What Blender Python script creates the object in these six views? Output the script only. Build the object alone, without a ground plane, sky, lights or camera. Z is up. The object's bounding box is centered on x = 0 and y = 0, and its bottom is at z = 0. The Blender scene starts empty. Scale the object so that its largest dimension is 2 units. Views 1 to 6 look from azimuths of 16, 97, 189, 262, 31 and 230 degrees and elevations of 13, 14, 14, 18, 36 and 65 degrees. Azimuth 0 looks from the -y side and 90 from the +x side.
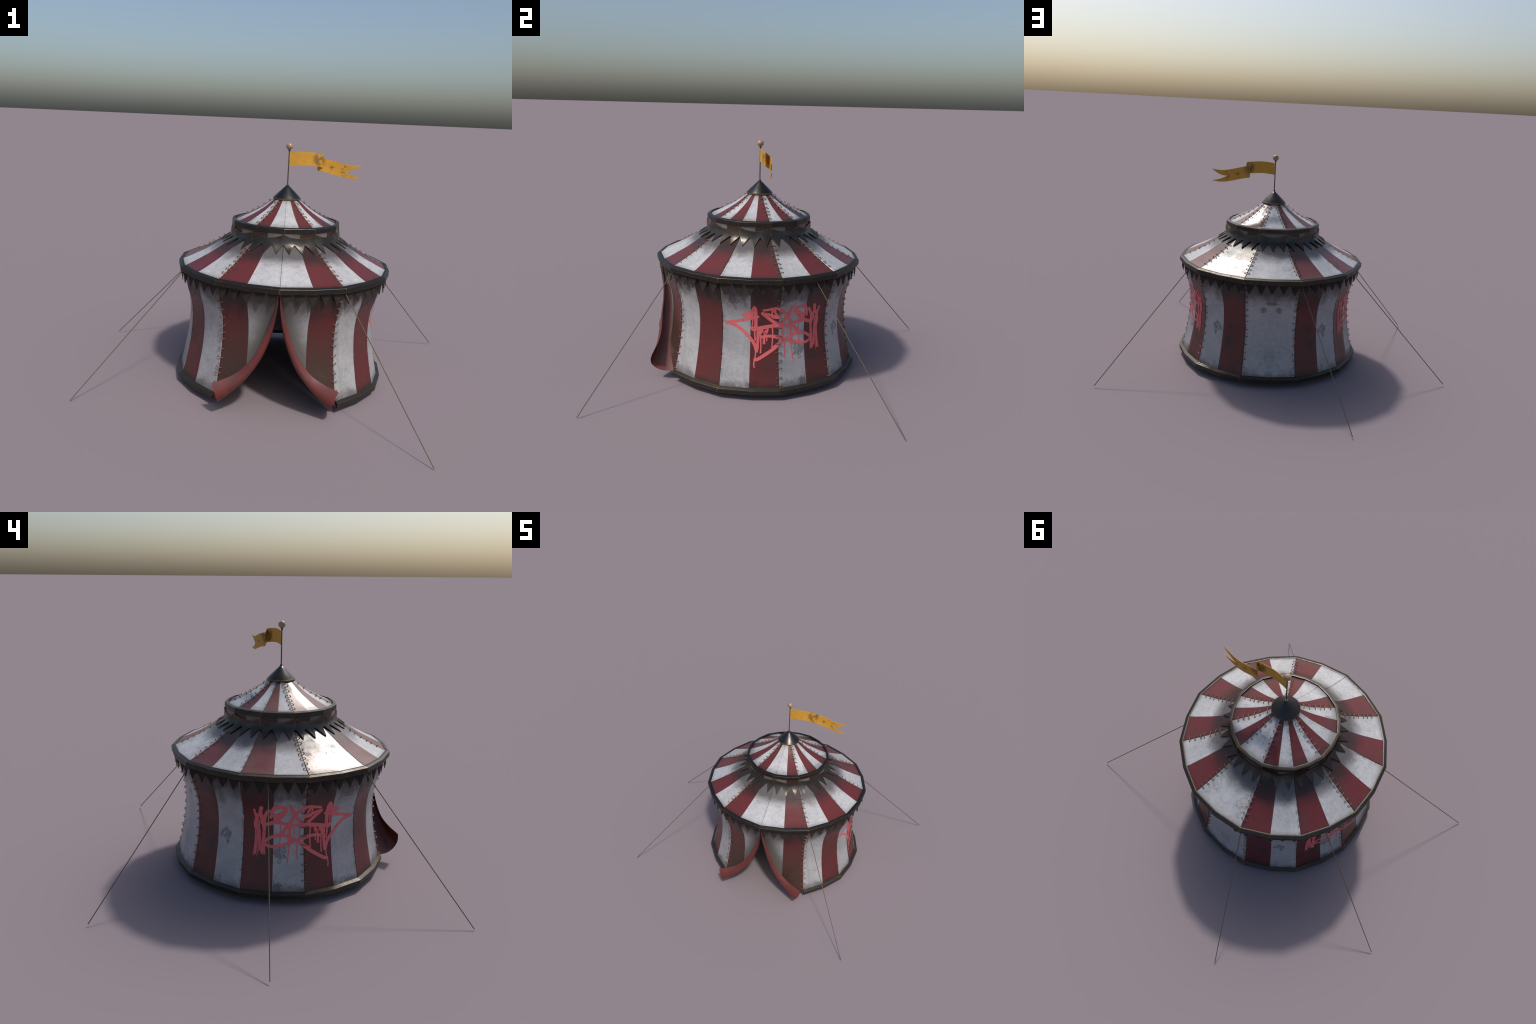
import bpy, bmesh, math, random
from mathutils import Vector, Matrix

random.seed(7)
N = 11                       # canvas segments round the tent
STEP = 360.0 / N
MID = 0.988                  # radius of a segment's middle crease relative to its seams
rad = math.radians

# ------------------------------------------------------------------ helpers
def lerp(a, b, t):
    return a + (b - a) * t

def table(tab, x):
    """piecewise-linear look-up in an ascending (x, y) table"""
    if x <= tab[0][0]:
        return tab[0][1]
    for (x0, y0), (x1, y1) in zip(tab, tab[1:]):
        if x <= x1:
            return y0 + (y1 - y0) * (x - x0) / (x1 - x0)
    return tab[-1][1]

def smooth_table(tab, x):
    """Catmull-Rom look-up in an ascending (x, y) table"""
    n = len(tab)
    if x <= tab[0][0]:
        return tab[0][1]
    if x >= tab[-1][0]:
        return tab[-1][1]
    for i in range(n - 1):
        if x <= tab[i + 1][0]:
            break
    (x0, y0), (x1, y1) = tab[i], tab[i + 1]
    m0 = (y1 - tab[i - 1][1]) / (x1 - tab[i - 1][0]) if i else (y1 - y0) / (x1 - x0)
    m1 = (tab[i + 2][1] - y0) / (tab[i + 2][0] - x0) if i + 2 < n else (y1 - y0) / (x1 - x0)
    h = x1 - x0
    t = (x - x0) / h
    return ((2*t**3 - 3*t*t + 1) * y0 + (t**3 - 2*t*t + t) * h * m0
            + (-2*t**3 + 3*t*t) * y1 + (t**3 - t*t) * h * m1)

def polar(r, deg, z):
    """tent frame: azimuth 0 is the front seam (-y), growing towards +x"""
    a = rad(deg)
    return Vector((r * math.sin(a), -r * math.cos(a), z))

def ring(deg, r, z, mid=MID):
    """point on the 22-sided plan of the tent whose seams have radius r"""
    k = math.floor(deg / STEP + 1e-9)
    f = deg / STEP - k
    s0, s1 = k * STEP, (k + 1) * STEP
    m = polar(r * mid, s0 + STEP / 2, z)
    # walk along the chord: fraction by angle is close enough to fraction by length
    if f < 0.5:
        return polar(r, s0, z).lerp(m, f * 2)
    return m.lerp(polar(r, s1, z), f * 2 - 1)

def new_object(name, bm, parent, mats, angle=35, smooth=True, doubles=1e-6):
    if doubles:
        bmesh.ops.remove_doubles(bm, verts=bm.verts, dist=doubles)
        bmesh.ops.dissolve_degenerate(bm, dist=1e-7, edges=bm.edges)
    me = bpy.data.meshes.new(name)
    bm.to_mesh(me)
    bm.free()
    for m in mats:
        me.materials.append(m)
    if smooth:
        me.shade_smooth()
        me.set_sharp_from_angle(angle=rad(angle))
    else:
        me.shade_flat()
    ob = bpy.data.objects.new(name, me)
    bpy.context.scene.collection.objects.link(ob)
    ob.parent = parent
    return ob

def instance(name, src, parent, matrix):
    ob = src.copy()
    ob.name = name
    bpy.context.scene.collection.objects.link(ob)
    ob.parent = parent
    ob.matrix_local = matrix
    return ob

def sheet(bm, grid, thick, mat=lambda i, j: 0, back=None, flip=False):
    """thick sheet from a grid of points; outer side = the given points"""
    rows, cols = len(grid), len(grid[0])
    if flip:
        grid = [list(reversed(r)) for r in grid]
        om, ob_ = mat, back
        mat = lambda i, j: om(i, cols - 2 - j)
        back = (lambda i, j: ob_(i, cols - 2 - j)) if ob_ else None
    nrm = []
    for i in range(rows):
        line = []
        for j in range(cols):
            a = grid[min(i + 1, rows - 1)][j] - grid[max(i - 1, 0)][j]
            b = grid[i][min(j + 1, cols - 1)] - grid[i][max(j - 1, 0)]
            n = b.cross(a)
            if n.length < 1e-10:
                n = Vector((0, 0, 0))
            else:
                n.normalize()
            line.append(n)
        nrm.append(line)
    # fill missing normals from the neighbours
    for i in range(rows):
        for j in range(cols):
            if nrm[i][j].length < 0.5:
                for ii, jj in ((i - 1, j), (i + 1, j), (i, j - 1), (i, j + 1)):
                    if 0 <= ii < rows and 0 <= jj < cols and nrm[ii][jj].length > 0.5:
                        nrm[i][j] = nrm[ii][jj]
                        break
    F = [[bm.verts.new(p) for p in r] for r in grid]
    B = [[bm.verts.new(grid[i][j] - nrm[i][j] * thick) for j in range(cols)] for i in range(rows)]
    back = back or mat
    def face(vs, m):
        vs = [v for k, v in enumerate(vs) if (v.co - vs[k - 1].co).length > 1e-7]
        if len(vs) > 2:
            try:
                f = bm.faces.new(vs)
                f.material_index = m
            except ValueError:
                pass
    for i in range(rows - 1):
        for j in range(cols - 1):
            face([F[i][j], F[i][j + 1], F[i + 1][j + 1], F[i + 1][j]], mat(i, j))
            face([B[i + 1][j], B[i + 1][j + 1], B[i][j + 1], B[i][j]], back(i, j))
    for i in range(rows - 1):
        face([F[i + 1][0], B[i + 1][0], B[i][0], F[i][0]], back(i, 0))
        face([F[i][-1], B[i][-1], B[i + 1][-1], F[i + 1][-1]], back(i, cols - 2))
    for j in range(cols - 1):
        face([F[0][j], B[0][j], B[0][j + 1], F[0][j + 1]], back(0, j))
        face([F[-1][j + 1], B[-1][j + 1], B[-1][j], F[-1][j]], back(rows - 2, j))

def lathe(bm, prof, segs, mat=0, origin=(0, 0, 0)):
    o = Vector(origin)
    rings = []
    for r, z in prof:
        if r < 1e-6:
            rings.append([bm.verts.new(o + Vector((0, 0, z)))])
        else:
            rings.append([bm.verts.new(o + polar(r, 360 * k / segs, z)) for k in range(segs)])
    for a, b in zip(rings, rings[1:]):
        for k in range(segs):
            k2 = (k + 1) % segs
            vs = [a[k % len(a)], a[k2 % len(a)], b[k2 % len(b)], b[k % len(b)]]
            vs = [v for i, v in enumerate(vs) if v is not vs[i - 1]]
            if len(vs) > 2:
                bm.faces.new(vs).material_index = mat

def tube(bm, pts, radius, sides=8, caps=True, mat=0, up=Vector((0.13, 0.21, 0.97))):
    rings = []
    n = len(pts)
    for i, p in enumerate(pts):
        t = (pts[min(i + 1, n - 1)] - pts[max(i - 1, 0)]).normalized()
        a = t.cross(up).normalized()
        b = t.cross(a)
        r = radius(i / (n - 1)) if callable(radius) else radius
        rings.append([bm.verts.new(p + (a * math.cos(2 * math.pi * k / sides) + b * math.sin(2 * math.pi * k / sides)) * r)
                      for k in range(sides)])
    for r0, r1 in zip(rings, rings[1:]):
        for k in range(sides):
            bm.faces.new([r0[k], r0[(k + 1) % sides], r1[(k + 1) % sides], r1[k]]).material_index = mat
    if caps:
        bm.faces.new(list(reversed(rings[0]))).material_index = mat
        bm.faces.new(rings[-1]).material_index = mat

# ------------------------------------------------------------------ materials
class Nodes:
    def __init__(self, name):
        self.mat = bpy.data.materials.new(name)
        self.mat.use_nodes = True
        self.t = self.mat.node_tree
        self.bsdf = self.t.nodes["Principled BSDF"]
        self.obj = self.t.nodes.new("ShaderNodeTexCoord").outputs["Object"]
        self._sep = None

    def put(self, sock, v):
        if isinstance(v, bpy.types.NodeSocket):
            self.t.links.new(v, sock)
        elif isinstance(v, (tuple, list)):
            sock.default_value = tuple(v) + (1,) if len(v) == 3 and len(sock.default_value) == 4 else tuple(v)
        else:
            sock.default_value = v

    def math(self, op, a, b=0.0, c=0.0, clamp=False):
        n = self.t.nodes.new("ShaderNodeMath")
        n.operation = op
        n.use_clamp = clamp
        for s, v in zip(n.inputs, (a, b, c)):
            self.put(s, v)
        return n.outputs[0]

    def mul(self, a, b): return self.math("MULTIPLY", a, b)
    def add(self, a, b): return self.math("ADD", a, b)
    def sub(self, a, b): return self.math("SUBTRACT", a, b)
    def mx(self, a, b): return self.math("MAXIMUM", a, b)

    def ramp(self, x, lo, hi, a=0.0, b=1.0):
        """smooth step: a at lo, b at hi"""
        n = self.t.nodes.new("ShaderNodeMapRange")
        n.interpolation_type = "SMOOTHSTEP"
        n.clamp = True
        if lo > hi:
            lo, hi, a, b = hi, lo, b, a
        for s, v in zip(n.inputs, (x, lo, hi, a, b)):
            self.put(s, v)
        return n.outputs[0]

    def noise(self, scale, detail=4.0, rough=0.55, vec=None, stretch=None, dist=0.0, shift=0.0):
        vec = vec or self.obj
        if stretch or shift:
            m = self.t.nodes.new("ShaderNodeMapping")
            self.put(m.inputs["Vector"], vec)
            m.inputs["Scale"].default_value = stretch or (1, 1, 1)
            m.inputs["Location"].default_value = (shift, shift * .7, shift * 1.3)
            vec = m.outputs[0]
        n = self.t.nodes.new("ShaderNodeTexNoise")
        self.put(n.inputs["Vector"], vec)
        n.inputs["Scale"].default_value = scale
        n.inputs["Detail"].default_value = detail
        n.inputs["Roughness"].default_value = rough
        n.inputs["Distortion"].default_value = dist
        return n.outputs[0]

    def mix(self, f, a, b, mode="MIX"):
        n = self.t.nodes.new("ShaderNodeMix")
        n.data_type = "RGBA"
        n.blend_type = mode
        self.put(n.inputs[0], f)
        self.put(n.inputs[6], a)
        self.put(n.inputs[7], b)
        return n.outputs[2]

    def xyz(self):
        if not self._sep:
            n = self.t.nodes.new("ShaderNodeSeparateXYZ")
            self.put(n.inputs[0], self.obj)
            self._sep = n.outputs
        return self._sep

    def radius(self):
        x, y, z = self.xyz()
        return self.math("SQRT", self.add(self.mul(x, x), self.mul(y, y)))

    def azimuth(self):
        x, y, z = self.xyz()
        return self.mul(self.math("ARCTAN2", x, self.mul(y, -1.0)), 180 / math.pi)

    def edges(self, size=0.004):
        """1 on convex edges: bent bevel normal against true normal"""
        bv = self.t.nodes.new("ShaderNodeBevel")
        bv.samples = 6
        bv.inputs["Radius"].default_value = size
        geo = self.t.nodes.new("ShaderNodeNewGeometry")
        d = self.t.nodes.new("ShaderNodeVectorMath")
        d.operation = "DOT_PRODUCT"
        self.put(d.inputs[0], bv.outputs[0])
        self.put(d.inputs[1], geo.outputs["Normal"])
        return self.ramp(d.outputs["Value"], 0.985, 0.90)

    def bump(self, h, strength=0.2, dist=0.002):
        n = self.t.nodes.new("ShaderNodeBump")
        n.inputs["Strength"].default_value = strength
        n.inputs["Distance"].default_value = dist
        self.put(n.inputs["Height"], h)
        self.put(self.bsdf.inputs["Normal"], n.outputs[0])

    def done(self, color, rough=0.5, metal=0.0, spec=0.5):
        b = self.bsdf.inputs
        self.put(b["Base Color"], color)
        self.put(b["Roughness"], rough)
        self.put(b["Metallic"], metal)
        self.put(b["Specular IOR Level"], spec)
        return self.mat

WHITE, RED = (0.50, 0.50, 0.51), (0.118, 0.022, 0.022)

BLOTCHES = {"white": [(180.0, 0.497, 0.032, 0.012), (175.0, 0.457, 0.018, 0.022), (180.0, 0.433, 0.012, 0.010),
                      (142.0, 0.307, 0.030, 0.040), (111.5, 0.250, 0.034, 0.044), (104.0, 0.548, 0.045, 0.040),
                      (112.5, 0.084, 0.024, 0.026), (73.0, 0.530, 0.04, 0.03)],
            "red": [(119.0, 0.215, 0.040, 0.045), (152.5, 0.243, 0.030, 0.030), (153.0, 0.33, 0.025, 0.020), (87.0, 0.54, 0.04, 0.03)]}

def canvas(kind, part):
    """aged canvas; kind = white / red, part = wall / roof / crown / drum"""
    n = Nodes(kind + "_canvas_" + part)
    x, y, z = n.xyz()
    r, az = n.radius(), n.azimuth()
    mirror = n.t.nodes.new("ShaderNodeCombineXYZ")       # the print repeats left and right of the door
    n.put(mirror.inputs[0], n.math("ABSOLUTE", x)); n.put(mirror.inputs[1], y); n.put(mirror.inputs[2], z)
    mv = mirror.outputs[0]
    cloud = n.noise(7, 6, 0.62, vec=mv)
    fine = n.noise(45, 5, 0.65, vec=mv)
    grain = n.noise(190, 3, 0.6, vec=mv)
    # distance from the nearest seam, in metres
    u = n.math("FRACT", n.add(n.math("DIVIDE", az, STEP), 20.5))
    seam = n.mul(n.mul(n.math("ABSOLUTE", n.sub(u, 0.5)), rad(STEP)), r)
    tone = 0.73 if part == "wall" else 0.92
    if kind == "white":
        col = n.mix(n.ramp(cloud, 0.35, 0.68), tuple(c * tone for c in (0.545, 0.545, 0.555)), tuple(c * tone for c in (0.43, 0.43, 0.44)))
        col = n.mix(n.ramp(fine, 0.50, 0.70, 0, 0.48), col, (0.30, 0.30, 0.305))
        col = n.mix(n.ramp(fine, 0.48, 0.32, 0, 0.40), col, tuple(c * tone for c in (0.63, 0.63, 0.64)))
        # worn-through blotches: a broad patch broken up by finer noise
        patch = n.mul(n.ramp(n.noise(8, 3, 0.5, vec=mv, shift=3.1), 0.575, 0.665),
                      n.ramp(n.noise(38, 6, 0.7, vec=mv, dist=0.6, shift=1.7), 0.48, 0.56))
        col = n.mix(n.mul(patch, 0.30 if part == "wall" else 0.5), col, (0.15, 0.152, 0.155))
        speck = n.ramp(n.noise(75, 3, 0.6, vec=mv, shift=5.0), 0.70, 0.76, 0, 0.6)
        col = n.mix(speck, col, (0.16, 0.155, 0.15))
        rust = n.ramp(n.noise(6, 3, 0.5, vec=mv, shift=9.0), 0.60, 0.75, 0, 0.25)
        col = n.mix(rust, col, (0.50, 0.43, 0.38))
        dark, seamcol = (0.055, 0.044, 0.042), (0.17, 0.17, 0.165)
    else:
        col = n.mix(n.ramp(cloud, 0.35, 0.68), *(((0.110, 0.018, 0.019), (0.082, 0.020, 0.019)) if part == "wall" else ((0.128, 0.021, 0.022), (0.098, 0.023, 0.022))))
        col = n.mix(n.ramp(fine, 0.55, 0.75, 0, 0.5), col, (0.135, 0.042, 0.026))
        patch = n.mul(n.ramp(n.noise(6.5, 3, 0.5, vec=mv, shift=3.1), 0.54, 0.66),
                      n.ramp(n.noise(32, 6, 0.7, vec=mv, dist=0.6, shift=1.7), 0.46, 0.60))
        col = n.mix(n.mul(patch, 0.55), col, (0.050, 0.028, 0.024))
        scratch = n.mul(n.ramp(n.noise(60, 4, 0.6, vec=mv, stretch=(1, 1, 0.25), shift=4.0), 0.64, 0.72, 0, 0.6),
                        n.ramp(n.noise(9, 2, 0.5, vec=mv, shift=6.0), 0.52, 0.62))
        col = n.mix(scratch, col, (0.20, 0.075, 0.035))
        dark, seamcol = (0.022, 0.013, 0.010), (0.055, 0.018, 0.015)
    col = n.mix(n.ramp(grain, 0.40, 0.68, 0.0, 0.22), col, dark)
    # per part: wall blotches, then darker areas mixed into the colour
    if part == "wall":
        # named blotches, mirrored on both flanks: azimuth, height, half width, half height (m)
        spots = BLOTCHES[kind]
        aaz = n.math("ABSOLUTE", az)
        best = None
        ragged = n.mul(n.sub(n.noise(34, 4, 0.6, vec=mv, shift=15.0), 0.5), 2.6)
        for a, zc, sx, sz in spots:
            dx = n.mul(n.sub(aaz, a), rad(1) * 0.515 / sx)
            dz = n.math("DIVIDE", n.sub(z, zc), sz)
            m = n.ramp(n.add(n.math("SQRT", n.add(n.mul(dx, dx), n.mul(dz, dz))), ragged), 1.0, 0.80)
            best = m if best is None else n.mx(best, m)
        crumb = n.ramp(n.noise(85, 7, 0.75, vec=mv, dist=0.3, shift=12.0, stretch=(1, 1, 0.6)), 0.42, 0.46)
        col = n.mix(n.mul(n.mul(best, crumb), 0.86), col, (0.145, 0.147, 0.150) if kind == "white" else (0.032, 0.022, 0.020))
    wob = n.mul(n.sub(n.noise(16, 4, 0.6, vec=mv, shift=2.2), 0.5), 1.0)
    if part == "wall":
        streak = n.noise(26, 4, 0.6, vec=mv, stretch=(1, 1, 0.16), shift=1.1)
        top = n.ramp(n.add(z, n.add(n.mul(wob, 0.09), n.mul(n.sub(streak, 0.5), 0.10))), 0.460, 0.570, 0, 0.94)  # darker streaky band along the top of the wall, below rim and pennants
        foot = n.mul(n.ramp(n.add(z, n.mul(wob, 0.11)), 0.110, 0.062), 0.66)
        darkening = n.mx(top, foot)
        # occlusion at the parted edge, painted as a brown-grey gradient on both door panels
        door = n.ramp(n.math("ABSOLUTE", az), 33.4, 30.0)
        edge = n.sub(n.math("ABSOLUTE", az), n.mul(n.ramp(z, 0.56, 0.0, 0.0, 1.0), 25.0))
        door_shade = n.mul(door, n.mx(n.mul(n.ramp(n.add(z, n.mul(wob, 0.10)), 0.50, 0.22), 0.85 if kind == "red" else 0.80),
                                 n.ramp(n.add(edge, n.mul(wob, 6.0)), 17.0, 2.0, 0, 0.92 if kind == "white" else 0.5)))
        col = n.mix(door_shade, col, (0.045, 0.028, 0.020) if kind == "red" else (0.085, 0.080, 0.070))
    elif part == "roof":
        top = n.ramp(n.add(r, n.mul(wob, 0.055)), 0.440, 0.350, 0, 0.88)  # roof colour darkened where the swags shade it
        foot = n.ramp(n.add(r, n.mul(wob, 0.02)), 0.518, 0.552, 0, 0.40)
        darkening = n.mx(top, foot)
    elif part == "crown":
        top = n.ramp(n.add(r, n.mul(wob, 0.02)), 0.115, 0.075, 0, 0.35)
        foot = n.ramp(n.add(r, n.mul(wob, 0.03)), 0.222, 0.268, 0, 0.55)
        darkening = n.mx(top, foot)
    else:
        darkening = n.ramp(n.add(z, n.mul(wob, 0.05)), 0.80, 0.86, 0.60, 0.92)
    col = n.mix(darkening, col, dark)
    rub = n.mul(n.mul(n.ramp(n.math("ABSOLUTE", az), 8.0, 12.0), n.ramp(seam, 0.020, 0.003)), n.ramp(n.noise(55, 4, 0.6, vec=mv, shift=8.0), 0.44, 0.60))  # stitch shadows painted as dark spots along the seams
    col = n.mix(n.mul(rub, 0.78), col, seamcol)
    rough = n.add(n.ramp(cloud, 0.3, 0.7, 0.30, 0.40), n.mul(n.sub(fine, 0.5), 0.22))
    rough = n.add(rough, n.mul(patch, 0.15))
    n.bump(n.add(n.mul(fine, 0.7), n.mul(grain, 0.3)), 0.16, 0.002)
    return n.done(col, rough, 0.0, 0.5)

def trim_paint(name, base, worn, rough, amount=0.7, metal=0.0, edge=0.004, speck=0.5, spec=0.5, rmin=None, zmin=None, wear=(0.42, 0.58)):
    """dark painted trim with rubbed edges and specks"""
    n = Nodes(name)
    fine = n.noise(70, 5, 0.65)
    big = n.noise(11, 4, 0.6)
    col = n.mix(n.ramp(big, 0.35, 0.7), base, tuple(c * 0.6 for c in base))
    col = n.mix(n.mul(n.ramp(n.noise(330, 4, 0.7), 0.54, 0.64), n.mul(n.ramp(big, 0.45, 0.65), speck)), col, worn)
    e = n.mul(n.edges(edge), n.ramp(fine, *wear))
    if zmin:
        e = n.mul(e, n.ramp(n.xyz()[2], zmin, zmin + 0.02, 0.22, 1.0))
    if rmin:
        e = n.mul(e, n.ramp(n.radius(), rmin, rmin + 0.003))
    col = n.mix(n.mul(e, amount), col, worn)
    rg = n.add(n.ramp(big, 0.3, 0.7, rough - 0.05, rough + 0.05), n.mul(n.sub(fine, 0.5), 0.25))
    n.bump(n.noise(160, 4, 0.7), 0.25, 0.0012)
    return n.done(col, rg, metal, spec)

def plain(name, base, rough, metal=0.0, vary=0.35, scale=40, spec=0.5):
    n = Nodes(name)
    f = n.noise(scale, 4, 0.6)
    col = n.mix(n.ramp(f, 0.35, 0.68), base, tuple(c * (1 - vary) for c in base))
    return n.done(col, n.add(n.mul(f, 0.2), rough - 0.1), metal, spec)

MAT = {}
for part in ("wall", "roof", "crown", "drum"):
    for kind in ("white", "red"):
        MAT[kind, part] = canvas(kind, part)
GOLD = (0.17, 0.105, 0.035)
RIM = trim_paint("charcoal_rim_metal", (0.052, 0.048, 0.044), (0.25, 0.18, 0.075), 0.42, 0.9, 0.86, 0.005, 0.8, rmin=0.565)
RAIL = trim_paint("charcoal_rail_metal", (0.060, 0.055, 0.049), (0.25, 0.175, 0.07), 0.44, 0.85, 0.72, 0.005, 0.9)
CROWN_RIM = trim_paint("bronzed_rim_metal", (0.058, 0.053, 0.047), (0.28, 0.185, 0.075), 0.38, 0.8, 0.88, 0.004, 0.35, rmin=0.284)
SWAG = trim_paint("gunmetal_cloth", (0.064, 0.058, 0.052), (0.24, 0.155, 0.065), 0.31, 0.95, 0.72, 0.006, 0.15, zmin=0.797, wear=(0.34, 0.50))
PENNANT = trim_paint("sooty_felt", (0.038, 0.032, 0.027), (0.08, 0.06, 0.04), 0.8, 0.3, spec=0.12)
CONE = trim_paint("dark_steel", (0.062, 0.061, 0.062), (0.28, 0.19, 0.085), 0.33, 0.8, 0.9, 0.003, 0.4)
BRASS = plain("tarnished_brass", (0.17, 0.11, 0.05), 0.40, 0.6)
POLE = plain("brown_pole_lacquer", (0.085, 0.062, 0.044), 0.45, 0.2)
BALL = plain("tan_glazed_wood", (0.36, 0.235, 0.140), 0.22, 0.0, 0.3, 60)
COPPER = plain("copper_wire", (0.25, 0.115, 0.066), 0.36, 0.45)
DULL = plain("dull_wire", (0.12, 0.080, 0.046), 0.45, 0.3)
ROPE = plain("hemp_rope", (0.130, 0.100, 0.058), 0.7, 0.0, 0.5, 300)
INSIDE = plain("shaded_lining", (0.34, 0.33, 0.32), 0.75)

def lining():
    n = Nodes("red_lining")
    f = n.noise(14, 5, 0.6)
    col = n.mix(n.ramp(f, 0.38, 0.66), (0.120, 0.024, 0.022), (0.088, 0.025, 0.021))
    col = n.mix(n.ramp(n.noise(22, 5, 0.7, shift=3.0), 0.56, 0.70, 0, 0.55), col, (0.075, 0.045, 0.038))
    col = n.mix(n.ramp(n.noise(12, 3, 0.6, shift=6.0), 0.62, 0.74, 0, 0.6), col, (0.17, 0.062, 0.032))
    return n.done(col, n.add(n.mul(f, 0.25), 0.24), 0.0, 0.5)
LINING = lining()

def spray():
    n = Nodes("coral_spray_paint")
    f = n.noise(60, 5, 0.7)
    col = n.mix(n.ramp(f, 0.55, 0.75), (0.67, 0.135, 0.140), (0.46, 0.095, 0.100))
    col = n.mix(n.ramp(n.noise(110, 3, 0.6, shift=2.0), 0.63, 0.70, 0, 0.75), col, (0.10, 0.04, 0.04))
    return n.done(col, 0.55, 0.0, 0.4)
SPRAY = spray()

def flag_cloth():
    n = Nodes("yellow_pennon_cloth")
    x, y, z = n.xyz()
    col = n.mix(n.ramp(n.noise(20, 4, 0.6), 0.35, 0.7), (0.62, 0.325, 0.036), (0.56, 0.285, 0.032))
    def stain(cx, cz, sx, sz, scale, lo, hi, shift, c, k):
        dx = n.math("DIVIDE", n.sub(x, cx), sx)
        dz = n.math("DIVIDE", n.sub(z, cz), sz)
        d = n.math("SQRT", n.add(n.mul(dx, dx), n.mul(dz, dz)))
        f = n.mul(n.ramp(d, 1.0, 0.35), n.ramp(n.noise(scale, 5, 0.65, shift=shift), lo, hi))
        return n.mix(n.mul(f, k), col, c)
    col = stain(FLAG_STAINS[0][0], FLAG_STAINS[0][1], 0.046, 0.055, 38, 0.38, 0.52, 2.3, (0.20, 0.105, 0.030), 0.85)
    for sx, sz in ((0.023, 0.0065), (0.0055, 0.017)):          # a cross-shaped rub
        col = stain(FLAG_STAINS[1][0], FLAG_STAINS[1][1], sx, sz, 120, 0.36, 0.48, 4.0, (0.20, 0.100, 0.040), 0.9)
    col = stain(FLAG_STAINS[2][0], FLAG_STAINS[2][1], 0.026, 0.048, 90, 0.50, 0.58, 7.0, (0.17, 0.095, 0.030), 0.9)
    col = stain(FLAG_STAINS[3][0], FLAG_STAINS[3][1], 0.030, 0.014, 120, 0.55, 0.62, 9.0, (0.20, 0.110, 0.050), 0.9)
    m = n.done(col, 0.55, 0.0, 0.4)
    tr = n.t.nodes.new("ShaderNodeBsdfTranslucent")
    n.put(tr.inputs["Color"], col)
    ms = n.t.nodes.new("ShaderNodeMixShader")
    ms.inputs[0].default_value = 0.10
    out = n.t.nodes["Material Output"]
    n.put(ms.inputs[1], n.bsdf.outputs[0])
    n.put(ms.inputs[2], tr.outputs[0])
    n.put(out.inputs["Surface"], ms.outputs[0])
    return m
# ------------------------------------------------------------------ the tent
tent = bpy.data.objects.new("circus_tent", None)
bpy.context.scene.collection.objects.link(tent)
TURN = 12.1
AXIS = Vector((0.1291, -0.1105, 0.0))
tent.location = AXIS
tent.rotation_euler = (0, 0, rad(TURN))
tent["label"] = "weathered red and white striped circus tent with yellow flag"
tent["category"] = "circus tent"

def to_tent(p):
    """world point -> tent frame"""
    return Matrix.Rotation(-rad(TURN), 3, "Z") @ (Vector(p) - AXIS)

# profiles, seam radius against height (ascending)
WALL = [(0.035, 0.560), (0.07, 0.553), (0.12, 0.540), (0.17, 0.530), (0.22, 0.520), (0.27, 0.5125), (0.32, 0.508),
        (0.37, 0.506), (0.42, 0.5085), (0.465, 0.515), (0.52, 0.532), (0.56, 0.541), (0.60, 0.549), (0.64, 0.556)]
ROOF = [(0.280, 0.797), (0.296, 0.7865), (0.327, 0.7675), (0.362, 0.7465), (0.394, 0.7275), (0.4265, 0.708),
        (0.4665, 0.6885), (0.507, 0.6685), (0.550, 0.6490)]          # (r, z)
CROWN = [(0.066, 0.991), (0.0895, 0.9745), (0.115, 0.9555), (0.140, 0.9385), (0.165, 0.9245), (0.190, 0.9110),
         (0.215, 0.8985), (0.240, 0.8868), (0.267, 0.8755), (0.280, 0.8702)]          # (r, z)

def wall_r(z):
    return smooth_table(WALL, z)

FRACTIONS = [0.0016, 0.008, 0.018, 0.13, 0.25, 0.37, 0.50, 0.63, 0.75, 0.87, 0.982, 0.992, 0.9984]

def stripe_kinds(k):
    if k == 5:
        return "white", "white"
    return ("white", "red") if k >= 0 and k < 5 else ("red", "white")

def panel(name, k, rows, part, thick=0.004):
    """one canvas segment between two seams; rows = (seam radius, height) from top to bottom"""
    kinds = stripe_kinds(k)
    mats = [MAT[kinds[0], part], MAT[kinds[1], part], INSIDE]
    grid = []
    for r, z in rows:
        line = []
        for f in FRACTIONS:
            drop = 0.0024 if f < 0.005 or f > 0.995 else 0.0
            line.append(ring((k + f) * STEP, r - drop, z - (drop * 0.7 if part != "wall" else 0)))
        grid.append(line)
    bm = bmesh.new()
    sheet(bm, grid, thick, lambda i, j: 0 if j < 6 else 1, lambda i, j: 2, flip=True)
    return new_object(name, bm, tent, mats, 40)

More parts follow.
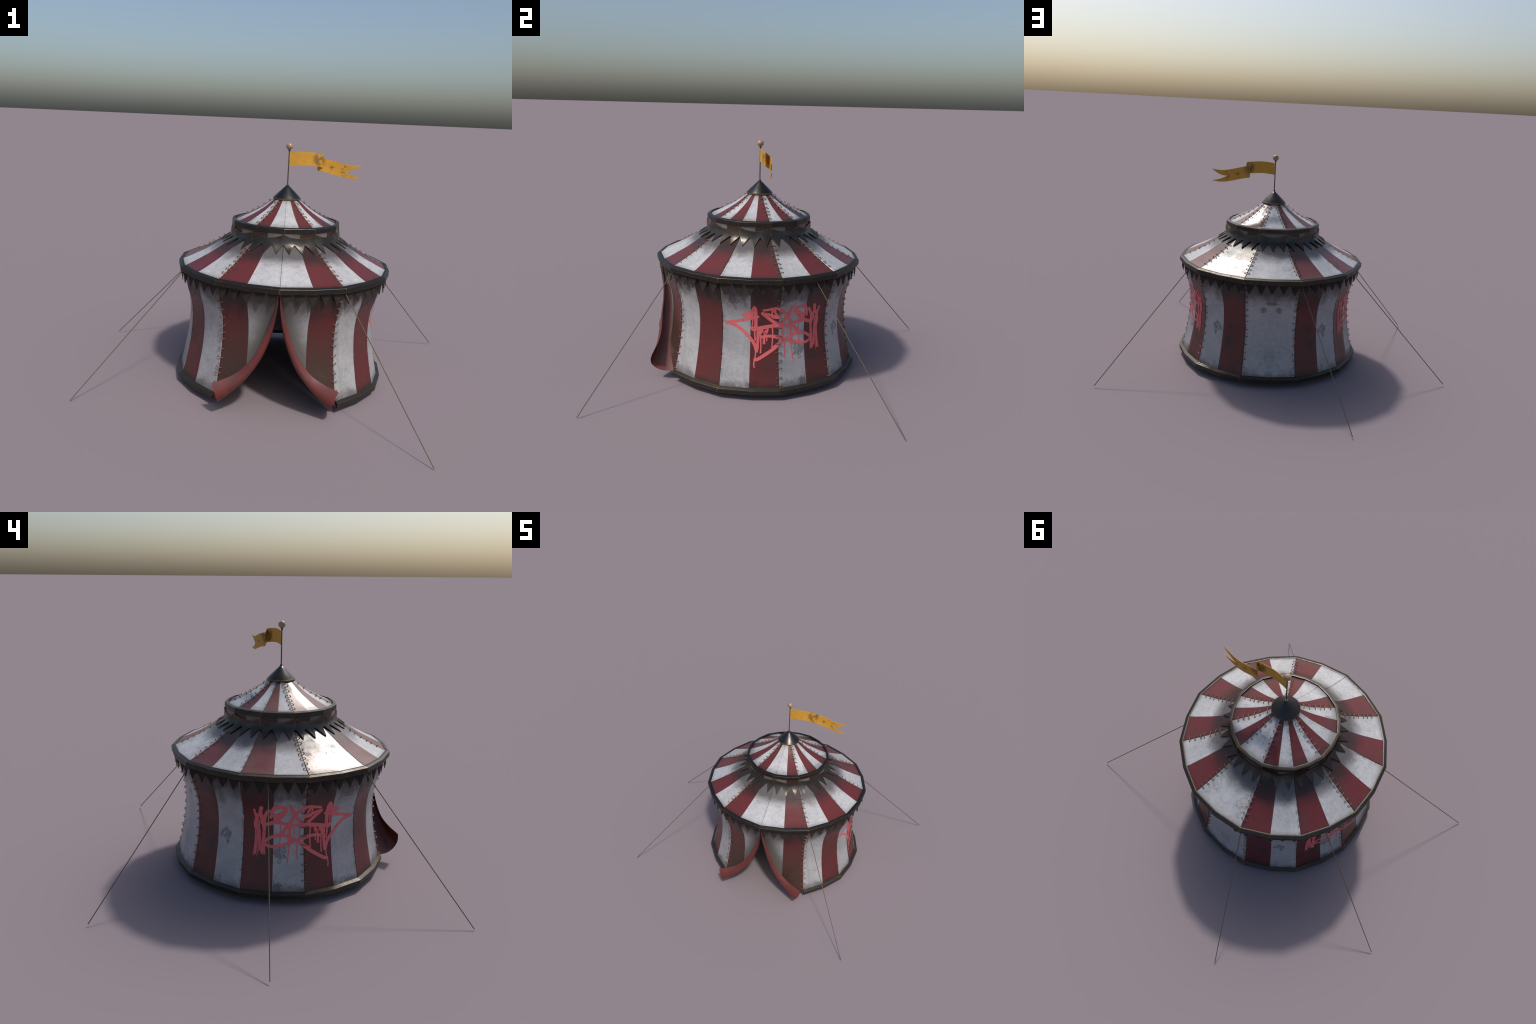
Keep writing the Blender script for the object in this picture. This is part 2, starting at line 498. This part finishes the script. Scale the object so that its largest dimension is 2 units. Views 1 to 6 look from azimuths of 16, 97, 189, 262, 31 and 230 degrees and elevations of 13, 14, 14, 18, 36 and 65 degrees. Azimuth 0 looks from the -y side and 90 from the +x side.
panels_roof, panels_crown, panels_wall = {}, {}, {}
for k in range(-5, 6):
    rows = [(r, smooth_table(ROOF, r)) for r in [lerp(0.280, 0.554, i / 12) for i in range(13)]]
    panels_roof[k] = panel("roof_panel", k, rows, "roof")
    rows = [(r, smooth_table(CROWN, r)) for r in [lerp(0.066, 0.276, i / 10) for i in range(11)]]
    panels_crown[k] = panel("crown_panel", k, rows, "crown")
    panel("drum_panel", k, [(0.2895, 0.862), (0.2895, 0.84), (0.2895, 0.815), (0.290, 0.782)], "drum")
    if k not in (-1, 0):
        rows = [(wall_r(z), z) for z in [lerp(0.640, 0.038, i / 20) for i in range(21)]]
        panels_wall[k] = panel("wall_panel", k, rows, "wall")

# ------------------------------------------------------------------ parted door: wall part plus rolled lapel
# azimuth (degrees from the front seam) at which the canvas leaves the wall, by height
FOLD = [(0.036, 32.6), (0.06, 29.6), (0.085, 26.2), (0.12, 21.0), (0.17, 15.6), (0.23, 10.8), (0.296, 7.2), (0.367, 4.4), (0.444, 2.5),
        (0.526, 1.1), (0.606, 0.35), (0.64, 0.2)]
# stations down the roll: fold height, then (r, azimuth, z) of its outermost line and of its free edge
ROLL = [(0.625, (0.556, 0.30, 0.625), (0.557, 0.45, 0.625)),
        (0.575, (0.553, 0.62, 0.576), (0.552, 1.15, 0.577)),
        (0.526, (0.552, 1.10, 0.526), (0.542, 2.1, 0.531)),
        (0.444, (0.541, 2.6, 0.444), (0.538, 4.2, 0.462)),
        (0.364, (0.543, 4.9, 0.366), (0.541, 7.0, 0.395)),
        (0.290, (0.555, 8.0, 0.294), (0.551, 9.8, 0.333)),
        (0.222, (0.571, 12.0, 0.232), (0.560, 13.3, 0.273)),
        (0.158, (0.590, 16.6, 0.170), (0.578, 17.7, 0.222)),
        (0.100, (0.617, 21.4, 0.121), (0.611, 22.6, 0.189)),
        (0.050, (0.651, 25.8, 0.083), (0.655, 27.4, 0.166))]

def station_table(getter):
    n = len(ROLL)
    return [(i / (n - 1), getter(ROLL[i])) for i in range(n)]

def door(name, side):
    kz = [lerp(0.640, 0.036, i / 30) for i in range(31)]
    flip = side > 0
    def pos(az, r, z):
        p = ring(az, r, z)
        return Vector((p.x * side, p.y, p.z))
    half = STEP / 2
    grid = []
    for z in kz:
        a0 = min(table(FOLD, z), STEP * 0.995)
        aw = max(a0, half)
        line = [pos(lerp(a0, aw, f), wall_r(z), z) for f in (0, 0.04, 0.25, 0.5, 0.75, 1)]
        line += [pos(lerp(aw, STEP * 0.9975, f), wall_r(z) - (0.0022 if f == 1 else 0), z)
                 for f in (0.2, 0.4, 0.6, 0.8, 0.95, 0.975, 1)]
        grid.append(line)
    bm = bmesh.new()
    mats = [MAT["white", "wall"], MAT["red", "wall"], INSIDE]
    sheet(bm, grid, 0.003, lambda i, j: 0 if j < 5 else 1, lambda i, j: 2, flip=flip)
    wall = new_object(name, bm, tent, mats, 40)
    # rolled lapel
    tz = station_table(lambda s: s[0])
    get = lambda c, q: station_table(lambda s: s[c][q])
    tabs = [[get(c, q) for q in range(3)] for c in (1, 2)]
    grid = []
    folds = []
    def station(t):
        z = smooth_table(tz, t)
        a = pos(min(table(FOLD, z), STEP * 0.99), wall_r(z) - 0.001, z)
        o, e = [Vector((side * p.x, p.y, p.z)) for p in
                [polar(*[smooth_table(tb, t) for tb in tt]) for tt in tabs]]
        return a, o, e
    for i in range(37):
        t = i / 36
        folds.append(table(FOLD, smooth_table(tz, t)))
        line = []
        for j in range(17):
            s = j / 16
            a, o, e = station(t)
            d1, d2 = (o - a).length, (e - o).length
            m = d1 / (d1 + d2)
            la = (s - m) * (s - 1) / m
            lo = s * (s - 1) / (m * (m - 1))
            le = s * (s - m) / (1 - m)
            q = a * la + o * lo + e * le
            # the hem bellies out and away from the free corner
            belly = math.sin(math.pi * max(0.0, (s - 0.25) / 0.75))
            out = Vector((q.x, q.y, 0)).normalized()
            line.append(q + out * (lerp(0.07, 0.0, t) * d2 * belly) + Vector((out.y, -out.x, 0)) * (side * 0.014 * belly * t ** 4))
        grid.append(line)
    bm = bmesh.new()
    mats = [MAT["white", "wall"], MAT["red", "wall"], LINING]
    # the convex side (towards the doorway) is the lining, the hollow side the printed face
    sheet(bm, grid, 0.0022, lambda i, j: 2, lambda i, j: 0 if folds[i] < 2.0 else 2, flip=flip)
    lap = new_object("door_lapel", bm, wall, mats, 60)
    return wall
panels_wall[0] = door("door_flap", 1)
panels_wall[-1] = door("door_flap", -1)

# ------------------------------------------------------------------ rims and base rail
def trim(name, k, prof, mat, parent=tent, gap=0.0016):
    """length of trim along one segment; prof = closed (r, z) loop, counter-clockwise"""
    bm = bmesh.new()
    loops = []
    for f in (gap, 0.5, 1 - gap):
        loops.append([bm.verts.new(ring((k + f) * STEP, r, z)) for r, z in prof])
    n = len(prof)
    for a, b in zip(loops, loops[1:]):
        for i in range(n):
            bm.faces.new([a[i], a[(i + 1) % n], b[(i + 1) % n], b[i]])
    bm.faces.new(list(reversed(loops[0])))
    bm.faces.new(loops[-1])
    bmesh.ops.recalc_face_normals(bm, faces=bm.faces)
    return new_object(name, bm, parent, [mat], 24)

RIM_PROFILE = [(0.5525, 0.6465), (0.5500, 0.6205), (0.5730, 0.6190), (0.5745, 0.6203), (0.5750, 0.6435), (0.5738, 0.6450),
               (0.5605, 0.6505), (0.5595, 0.6496), (0.5585, 0.6496), (0.5578, 0.6512), (0.5530, 0.6512)]
CROWN_PROFILE = [(0.2740, 0.8700), (0.2740, 0.8530), (0.2905, 0.8512), (0.2915, 0.8522), (0.2915, 0.8748), (0.2905, 0.8762),
                 (0.2775, 0.8800), (0.2745, 0.8800)]
RAIL_PROFILE = [(0.5530, 0.0640), (0.5510, 0.0320), (0.5700, 0.0310), (0.5715, 0.0325), (0.5735, 0.0555), (0.5722, 0.0572), (0.5560, 0.0648)]
for k in range(-5, 6):
    trim("roof_rim", k, RIM_PROFILE, RIM)
    trim("crown_rim", k, CROWN_PROFILE, CROWN_RIM)
    if k not in (-1, 0):
        trim("base_rail", k, RAIL_PROFILE, RAIL)

# ------------------------------------------------------------------ pennants under the roof rim
bm = bmesh.new()
w, h, d = 0.0295, 0.0585, 0.0016
front = [Vector((-w, 0, 0.006)), Vector((-w, 0, -0.002)), Vector((-w * .93, 0, -0.006)), Vector((-0.0012, -0.0015, -h)),
         Vector((0.0012, -0.0015, -h)), Vector((w * .93, 0, -0.006)), Vector((w, 0, -0.002)), Vector((w, 0, 0.006))]
A = [bm.verts.new(p + Vector((0, -d, 0))) for p in front]
B = [bm.verts.new(p + Vector((0, d, 0))) for p in front]
bm.faces.new(A)
bm.faces.new(list(reversed(B)))
for i in range(len(A)):
    bm.faces.new([A[i], B[i], B[(i + 1) % len(A)], A[(i + 1) % len(A)]])
bmesh.ops.recalc_face_normals(bm, faces=bm.faces)
pennant = new_object("pennant", bm, tent, [PENNANT], smooth=False)
first = True
for k in range(-5, 6):
    for j in range(5):
        az = (k + 0.1 + 0.2 * j) * STEP
        p = ring(az, 0.5610, 0.6200)
        side = 0.25 if j < 2.5 else 0.75
        facing = (k + (0.25 if j < 2 else 0.5 if j == 2 else 0.75)) * STEP
        M = (Matrix.Translation(p) @ Matrix.Rotation(rad(facing + random.uniform(-2, 2)), 4, "Z")
             @ Matrix.Rotation(rad(random.uniform(-3, 4)), 4, "X") @ Matrix.Rotation(rad(random.uniform(-3, 3)), 4, "Y")
             @ Matrix.Diagonal((1, 1, random.uniform(0.93, 1.06), 1)))
        if first:
            pennant.matrix_local = M
            first = False
        else:
            instance("pennant", pennant, tent, M)

# ------------------------------------------------------------------ spiked swags round the drum
def swag(k):
    us = [i / 24 for i in range(25)]
    grid = []
    flare = [(0.0, 0.2945, 0.7965), (0.25, 0.3020, 0.7915), (0.5, 0.3150, 0.7835), (1.0, 0.3490, 0.7605)]
    ft_r = [(a, b) for a, b, c in flare]
    ft_z = [(a, c) for a, b, c in flare]
    lean = random.uniform(-0.002, 0.002)
    def top(u):
        return 0.8490 - 0.019 * (1 - abs(2 * u - 1) ** 2.2)
    rows = []
    for v in (0.0, 0.1, 0.3, 0.5, 0.7, 0.88, 1.0):
        line = []
        for u in us:
            z = lerp(top(u), 0.7970, v)
            puff = 0.0035 * math.sin(math.pi * v) * (0.35 + 0.65 * math.sin(math.pi * u) ** 0.6)
            line.append(ring((k + 0.006 + 0.988 * u) * STEP, 0.2948 + puff - 0.0004 * v, z))
        rows.append(line)
    for v in (0.15, 0.35, 0.6, 0.8, 1.0):
        line = []
        for u in us:
            dist = 1 - abs(((u * 3) % 1.0) * 2 - 1)
            if u in (0, 1):
                dist = 0
            dd = v * max(dist, 0.0)
            uu = u
            line.append(ring((k + 0.006 + 0.988 * uu) * STEP, smooth_table(ft_r, dd) - 0.0005, smooth_table(ft_z, dd) + lean * dd))
        rows.append(line)
    bm = bmesh.new()
    sheet(bm, rows, 0.0042, flip=True)
    ob = new_object("swag", bm, tent, [SWAG], 60)
    # satin shading: the lean of the surface turns gradually from the hem line to the spikes
    me = ob.data
    lean_tab = [(0.757, 54.0), (0.7800, 42.0), (0.7965, 27.0), (0.815, 12.0), (0.849, -4.0)]
    mid = rad((k + 0.5) * STEP)
    ripple = [random.uniform(-6, 6) for _ in range(4)]
    normals = [Vector(n.vector) for n in me.corner_normals]
    for poly in me.polygons:
        c = poly.center
        out = Vector((c.x, c.y, 0)).normalized()
        if poly.normal.dot(out) > 0.25 and poly.normal.z > -0.5 and abs(poly.normal.dot(Vector((-out.y, out.x, 0)))) < 0.5 and poly.area > 2e-6:
            for li in poly.loop_indices:
                co = me.vertices[me.loops[li].vertex_index].co
                a = math.atan2(co.x, -co.y)
                da = (a - mid + math.pi) % (2 * math.pi) - math.pi
                u = da / rad(STEP) + 0.5
                e = rad(table(lean_tab, co.z) + ripple[0] * math.sin(2 * math.pi * u) + ripple[1] * math.sin(3 * math.pi * u))
                h = mid + da * 1.15 + rad(ripple[2]) * math.sin(4 * math.pi * u + ripple[3])
                normals[li] = Vector((math.sin(h) * math.cos(e), -math.cos(h) * math.cos(e), math.sin(e)))
    me.normals_split_custom_set([tuple(n) for n in normals])
    return ob
for k in range(-5, 6):
    swag(k)

# ------------------------------------------------------------------ cone cap, pole, ball
bm = bmesh.new()
lathe(bm, [(0, 1.0635), (0.006, 1.0620), (0.020, 1.0490), (0.046, 1.0245), (0.0700, 1.0005), (0.0722, 0.9975)], 28, 0)
lathe(bm, [(0.0722, 0.9975), (0.0735, 0.9965), (0.0735, 0.9900), (0.0715, 0.9885), (0.060, 0.9895)], 28, 1)
cap = new_object("cone_cap", bm, tent, [CONE, BRASS], 40)
bm = bmesh.new()
lathe(bm, [(0.0, 1.0555), (0.0052, 1.0570), (0.0066, 1.0610), (0.0066, 1.0655), (0.0050, 1.0690), (0.0, 1.0690)], 16)
new_object("brass_collar", bm, cap, [BRASS], 50)
bm = bmesh.new()
lathe(bm, [(0.0033, 1.050), (0.0031, 1.15), (0.0029, 1.255), (0.0, 1.255)], 12)
pole = new_object("flag_pole", bm, tent, [POLE], 50)
bm = bmesh.new()
lathe(bm, [(0.0, 1.2400), (0.0036, 1.2405), (0.0062, 1.2455), (0.0062, 1.2480), (0.0050, 1.2500), (0.0068, 1.2535), (0.0, 1.2540)], 16)
new_object("pole_collar", bm, pole, [POLE], 40)
bm = bmesh.new()
bmesh.ops.create_uvsphere(bm, u_segments=28, v_segments=18, radius=0.0186)
bmesh.ops.translate(bm, verts=bm.verts, vec=(0, 0, 1.2680))
new_object("pole_ball", bm, pole, [BALL], 80)

# ------------------------------------------------------------------ swallow-tailed flag with one hanging fold
# spine of its upper edge (world x, y, z)
SPINE = [(0.1325, -0.1092, 1.2354), (0.1740, -0.1035, 1.2410), (0.2150, -0.0945, 1.2430), (0.2570, -0.0805, 1.2405),
         (0.2860, -0.0700, 1.2375), (0.2985, -0.0645, 1.2352), (0.3000, -0.0590, 1.2310), (0.2895, -0.0545, 1.2245), (0.2775, -0.0500, 1.2185),
         (0.2725, -0.0455, 1.2160), (0.2780, -0.0405, 1.2150), (0.3000, -0.0340, 1.2120), (0.3300, -0.0255, 1.2055), (0.3700, -0.0170, 1.1950), (0.4070, -0.0135, 1.1868),
         (0.4350, -0.0125, 1.1830), (0.4550, -0.0125, 1.1822), (0.4800, -0.0100, 1.1842), (0.5040, -0.0062, 1.1890)]
HEIGHT = 0.0715
FLAG_STAINS = []
for p in ((0.283, -0.068, 1.205), (0.345, -0.022, 1.165), (0.412, -0.0135, 1.150), (0.17, -0.10, 1.170)):
    q = to_tent(p)
    FLAG_STAINS.append((q.x, q.z))
FLAG = flag_cloth()

def flag():
    pts = [to_tent(p) for p in SPINE]
    acc = [0.0]
    for a, b in zip(pts, pts[1:]):
        acc.append(acc[-1] + (b - a).length)
    tabs = [[(s, p[i]) for s, p in zip(acc, pts)] for i in range(3)]
    notch = acc[14]
    cols = [acc[-1] * i / 90 for i in range(91)]
    up, lo = [], []
    for s in cols:
        t = max(0.0, (s - notch) / (acc[-1] - notch))
        base = Vector([smooth_table(tb, s) for tb in tabs])
        at = lambda v: base - Vector((0, 0, HEIGHT * (1 - v)))
        vu = 0.5 + 0.5 * t ** 1.75
        vl = 0.5 - 0.5 * t ** 0.95
        up.append([at(lerp(1, vu, i / 5)) for i in range(6)])
        lo.append([at(lerp(vl, 0, i / 5)) for i in range(6)])
    bm = bmesh.new()
    full = [u + l[1:] for u, l in zip(up, lo)]
    cut = max(i for i, s in enumerate(cols) if s <= notch)
    tr = lambda g: [list(r) for r in zip(*g)]
    sheet(bm, tr(full[:cut + 1]), 0.0016)
    sheet(bm, tr(up[cut:]), 0.0016)
    sheet(bm, tr(lo[cut:]), 0.0016)
    return new_object("flag", bm, pole, [FLAG], 60)
flag()

# ------------------------------------------------------------------ guy ropes
def rope(top_az, end):
    a = ring(top_az, 0.5600, 0.6195)
    b = to_tent(end)
    ax = (b - a).normalized()
    s1 = ax.cross(Vector((0, 0, 1))).normalized()
    s2 = ax.cross(s1)
    L = (b - a).length
    n, sides = int(L / 0.0022), 12
    bm = bmesh.new()
    rings = []
    for i in range(n + 1):
        c = a.lerp(b, i / n)
        tw = i / n * L / 0.016 * 2 * math.pi / 3
        line = []
        for k in range(sides):
            t = 2 * math.pi * k / sides
            r = 0.00185 + 0.00045 * abs(math.cos(1.5 * (t + tw)))
            line.append(bm.verts.new(c + (s1 * math.cos(t) + s2 * math.sin(t)) * r))
        rings.append(line)
    for r0, r1 in zip(rings, rings[1:]):
        for k in range(sides):
            bm.faces.new([r0[k], r0[(k + 1) % sides], r1[(k + 1) % sides], r1[k]])
    bm.faces.new(rings[0])
    bm.faces.new(rings[-1])
    bmesh.ops.recalc_face_normals(bm, faces=bm.faces)
    new_object("guy_rope", bm, tent, [ROPE], 70, doubles=0)
rope(33.2, (0.9985, -0.8545, 0.0022))
rope(117.7, (0.9557, 0.6911, 0.0085))
rope(-163.2, (-0.5005, 0.8551, 0.0105))
rope(-117.2, (-0.9978, 0.1093, 0.0085))
rope(-65.5, (-0.7409, -0.8545, 0.0035))

# ------------------------------------------------------------------ wire stitches over the laced seams
def stitch_mesh(name, mat, height, wide):
    bm = bmesh.new()
    pts = []
    for i in range(13):
        t = math.pi * i / 12
        pts.append(Vector((-math.cos(t) * wide, 0, math.sin(t) * height + 0.0008)))
    tube(bm, pts, 0.0016, 7, up=Vector((0, 1, 0)))
    for s in (-1, 1):
        g = bmesh.ops.create_icosphere(bm, subdivisions=2, radius=0.0029)
        bmesh.ops.translate(bm, verts=g["verts"], vec=(s * wide, 0, 0.0010))
    return new_object(name, bm, tent, [mat], 80, doubles=0)

proto = {"copper": stitch_mesh("stitch", COPPER, 0.0085, 0.0138),
         "dull": stitch_mesh("stitch", DULL, 0.0058, 0.0138)}
used = set()
def add_stitch(kind, p, across, normal):
    y = normal.cross(across).normalized()
    x = y.cross(normal).normalized()
    R = Matrix((x, y, normal)).transposed().to_4x4()
    M = (Matrix.Translation(p) @ R @ Matrix.Rotation(rad(random.uniform(-11, 11)), 4, "Z")
         @ Matrix.Diagonal((random.uniform(0.92, 1.08), 1, random.uniform(0.85, 1.15), 1)))
    if kind not in used:
        used.add(kind)
        proto[kind].matrix_local = M
    else:
        instance("stitch", proto[kind], tent, M)

WALL_Z = [0.575, 0.535, 0.499, 0.452, 0.408, 0.375, 0.334, 0.288, 0.243, 0.196, 0.160, 0.116, 0.076]
ROOF_R = [0.338, 0.368, 0.395, 0.424, 0.452, 0.482, 0.512]
CROWN_R = [0.092, 0.122, 0.155, 0.182, 0.211, 0.240]
for k in (1, 3, 4, 5, -1, -3, -5):
    kind = "dull" if k in (3, 5) else "copper"
    az = k * STEP
    out = polar(1, az, 0)
    across = Vector((math.cos(rad(az)), math.sin(rad(az)), 0))
    def on_profile(f, var, sink):
        (r, z), (r2, z2) = f(var - 0.004), f(var + 0.004)
        t = (out * (r2 - r) + Vector((0, 0, z2 - z))).normalized()
        nrm = across.cross(t)
        if nrm.dot(out) < 0 and abs(nrm.z) < 0.5 or nrm.z < 0 and abs(nrm.z) > 0.5:
            nrm = -nrm
        r, z = f(var)
        add_stitch(kind, out * r + Vector((0, 0, z)) - nrm * sink, across, nrm)
    for z in WALL_Z:
        on_profile(lambda s: (wall_r(s), s), z + random.uniform(-0.004, 0.004), 0.0015)
    for r in ROOF_R:
        on_profile(lambda s: (s, smooth_table(ROOF, s)), r + random.uniform(-0.004, 0.004), 0.0012)
    for r in CROWN_R:
        on_profile(lambda s: (s, smooth_table(CROWN, s)), r + random.uniform(-0.004, 0.004), 0.0012)

# ------------------------------------------------------------------ sprayed tag, one on each flank
# strokes: half width in mm, then (azimuth, height) control points on the wall
STROKES = [
(6.4,[(67.5,0.395), (74.3,0.408), (80.6,0.422), (86.0,0.434)]),
(6.3,[(77.2,0.444), (79.6,0.441), (82.6,0.432), (85.9,0.434)]),
(6.3,[(77.5,0.445), (80.6,0.455), (82.6,0.469), (83.7,0.488)]),
(8.2,[(83.9,0.486), (84.6,0.464), (84.8,0.429), (84.8,0.395), (84.8,0.37)]),
(8.1,[(83.1,0.456), (82.1,0.441)]),
(7.6,[(67.7,0.394), (70.3,0.391), (74.3,0.377), (78.6,0.348), (82.4,0.313), (84.5,0.282), (85.5,0.252)]),
(2.8,[(85.0,0.25), (84.9,0.227), (84.4,0.204), (84.1,0.186), (84.4,0.168)]),
(8.7,[(82.6,0.375), (83.8,0.365), (85.9,0.37), (90.0,0.378), (95.2,0.386), (98.5,0.386)]),
(3.7,[(84.3,0.361), (84.3,0.337), (84.7,0.308)]),
(4.6,[(85.9,0.356), (85.9,0.308), (86.0,0.257)]),
(4.1,[(86.9,0.356), (86.5,0.308), (86.3,0.266)]),
(3.2,[(87.6,0.341), (88.0,0.285), (87.8,0.243)]),
(2.8,[(89.5,0.325), (89.3,0.29)]),
(2.8,[(89.7,0.356), (90.2,0.29)]),
(2.8,[(90.6,0.361), (91.4,0.306)]),
(5.0,[(91.8,0.37), (91.4,0.351)]),
(10.3,[(88.2,0.37), (87.6,0.353)]),
(3.2,[(83.0,0.419), (82.8,0.39)]),
(6.3,[(89.2,0.471), (92.2,0.476), (95.1,0.483), (97.9,0.479)]),
(6.3,[(88.6,0.454), (91.8,0.449), (94.9,0.439), (98.3,0.431)]),
(7.7,[(88.6,0.454), (91.9,0.429), (95.1,0.407), (98.5,0.391)]),
(3.6,[(93.8,0.473), (94.1,0.447)]),
(6.3,[(94.9,0.475), (96.7,0.447), (98.0,0.43)]),
(3.2,[(94.4,0.388), (94.7,0.337), (94.4,0.271)]),
(6.9,[(88.3,0.325), (91.4,0.33), (94.8,0.329), (98.7,0.321)]),
(7.4,[(84.8,0.207), (86.5,0.211), (90.3,0.232), (94.6,0.259), (98.7,0.29)]),
(6.9,[(95.7,0.273), (98.6,0.293), (101.7,0.306), (104.7,0.321), (107.6,0.333), (110.9,0.337), (114.2,0.332), (117.4,0.317), (119.3,0.298), (117.8,0.283), (115.1,0.28), (112.0,0.283), (107.7,0.293), (103.9,0.306), (101.4,0.315), (98.0,0.326), (95.2,0.33)]),
(6.8,[(106.1,0.487), (104.4,0.453), (102.3,0.427), (99.6,0.396)]),
(7.7,[(98.5,0.474), (102.6,0.448), (105.1,0.41), (107.5,0.38), (109.8,0.344)]),
(6.3,[(95.2,0.484), (97.9,0.482), (99.8,0.47), (102.6,0.448)]),
(5.5,[(94.3,0.434), (96.5,0.43), (98.6,0.433)]),
(7.6,[(95.4,0.402), (97.2,0.391), (98.9,0.381)]),
(6.0,[(94.6,0.384), (98.4,0.385), (103.1,0.385), (106.3,0.391), (109.5,0.396), (113.3,0.401)]),
(5.2,[(105.7,0.396), (105.9,0.337), (106.0,0.303), (106.2,0.283)]),
(2.4,[(106.2,0.283), (106.4,0.253), (106.7,0.231), (107.0,0.2)]),
(2.6,[(100.5,0.379), (100.9,0.329)]),
(2.6,[(101.6,0.302), (102.0,0.258), (101.6,0.218)]),
(2.4,[(103.8,0.375), (103.4,0.34)]),
(2.2,[(110.7,0.39), (111.0,0.318), (112.0,0.267)]),
(5.5,[(108.4,0.48), (111.1,0.482), (113.9,0.487)]),
(6.9,[(113.9,0.486), (115.5,0.457), (115.9,0.432)]),
(6.4,[(108.2,0.464), (110.1,0.449), (112.1,0.44), (115.2,0.438)]),
(6.8,[(108.2,0.462), (110.8,0.434), (112.0,0.419), (110.9,0.399)]),
(6.5,[(112.1,0.421), (114.4,0.405), (119.0,0.39)]),
(4.7,[(112.6,0.397), (114.3,0.419)]),
(7.4,[(117.2,0.462), (119.0,0.434), (119.8,0.391), (119.5,0.364)]),
(5.3,[(119.5,0.364), (120.0,0.306), (120.5,0.249)]),
(5.6,[(120.7,0.477), (121.4,0.444), (120.2,0.425)]),
(4.8,[(124.8,0.461), (124.1,0.43), (122.8,0.404), (122.3,0.359)]),
(3.1,[(122.3,0.359), (122.0,0.314), (121.7,0.258)]),
(4.8,[(122.5,0.438), (124.1,0.398), (124.1,0.365)]),
(2.4,[(124.3,0.365), (124.4,0.309), (125.1,0.234)]),
(2.6,[(119.0,0.374), (119.5,0.318), (119.0,0.241)]),
(3.5,[(122.9,0.381), (123.4,0.311), (124.1,0.24)]),
(7.8,[(121.1,0.428), (120.7,0.396)]),
(2.1,[(106.3,0.451), (106.2,0.435)]),
]

# the artist went over the narrow strokes of the last letters again with a thin cap
scribble = random.Random(21)
for hw, ctrl in list(STROKES):
    if ctrl[0][0] > 104 and 2.5 < hw < 8:
        for _ in range(2):
            dx, dz = scribble.uniform(-0.9, 0.9), scribble.uniform(-0.012, 0.008)
            STROKES.append((hw * 0.42, [(a + dx, z + dz) for a, z in ctrl]))

def tag(name, side):
    bm = bmesh.new()
    for idx, (hw, ctrl) in enumerate(STROKES):
        hw *= 0.00115
        lift = 0.0006 + idx * 0.000012
        r0 = 0.512
        # flatten to arc length so the round brush stays round
        pts = [Vector((rad(a) * r0, z)) for a, z in ctrl]
        if len(pts) == 2:
            dense = [pts[0].lerp(pts[1], i / 8) for i in range(9)]
        else:
            dense = []
            for i in range(len(pts) - 1):
                p0 = pts[max(i - 1, 0)]; p1 = pts[i]; p2 = pts[i + 1]; p3 = pts[min(i + 2, len(pts) - 1)]
                for j in range(7):
                    t = j / 7
                    dense.append(0.5 * ((2 * p1) + (p2 - p0) * t + (2 * p0 - 5 * p1 + 4 * p2 - p3) * t * t
                                        + (3 * p1 - p0 - 3 * p2 + p3) * t ** 3))
            dense.append(pts[-1])
        n = len(dense)
        rows = []
        dirs = [(dense[min(i + 1, n - 1)] - dense[max(i - 1, 0)]).normalized() for i in range(n)]
        def row(c, d, w):
            nrm = Vector((-d.y, d.x))
            return [c + nrm * w * s for s in (-1, -0.5, 0, 0.5, 1)]
        for a in (80, 55, 30):                       # rounded start
            rows.append(row(dense[0] - dirs[0] * hw * math.sin(rad(a)), dirs[0], hw * math.cos(rad(a))))
        for c, d in zip(dense, dirs):
            rows.append(row(c, d, hw * random.uniform(0.93, 1.05)))
        for a in (30, 55, 80):                       # rounded end
            rows.append(row(dense[-1] + dirs[-1] * hw * math.sin(rad(a)), dirs[-1], hw * math.cos(rad(a))))
        V = []
        for rw in rows:
            line = []
            for q in rw:
                az = math.degrees(q.x / r0)
                p = ring(az, wall_r(q.y) + lift, q.y)
                line.append(bm.verts.new(Vector((p.x * side, p.y, p.z))))
            V.append(line)
        for a, b in zip(V, V[1:]):
            for j in range(4):
                vs = [a[j], a[j + 1], b[j + 1], b[j]]
                bm.faces.new(vs if side < 0 else list(reversed(vs)))
    return new_object(name, bm, tent, [SPRAY], 60, doubles=0)
tag("graffiti_tag", 1)
tag("graffiti_tag", -1)
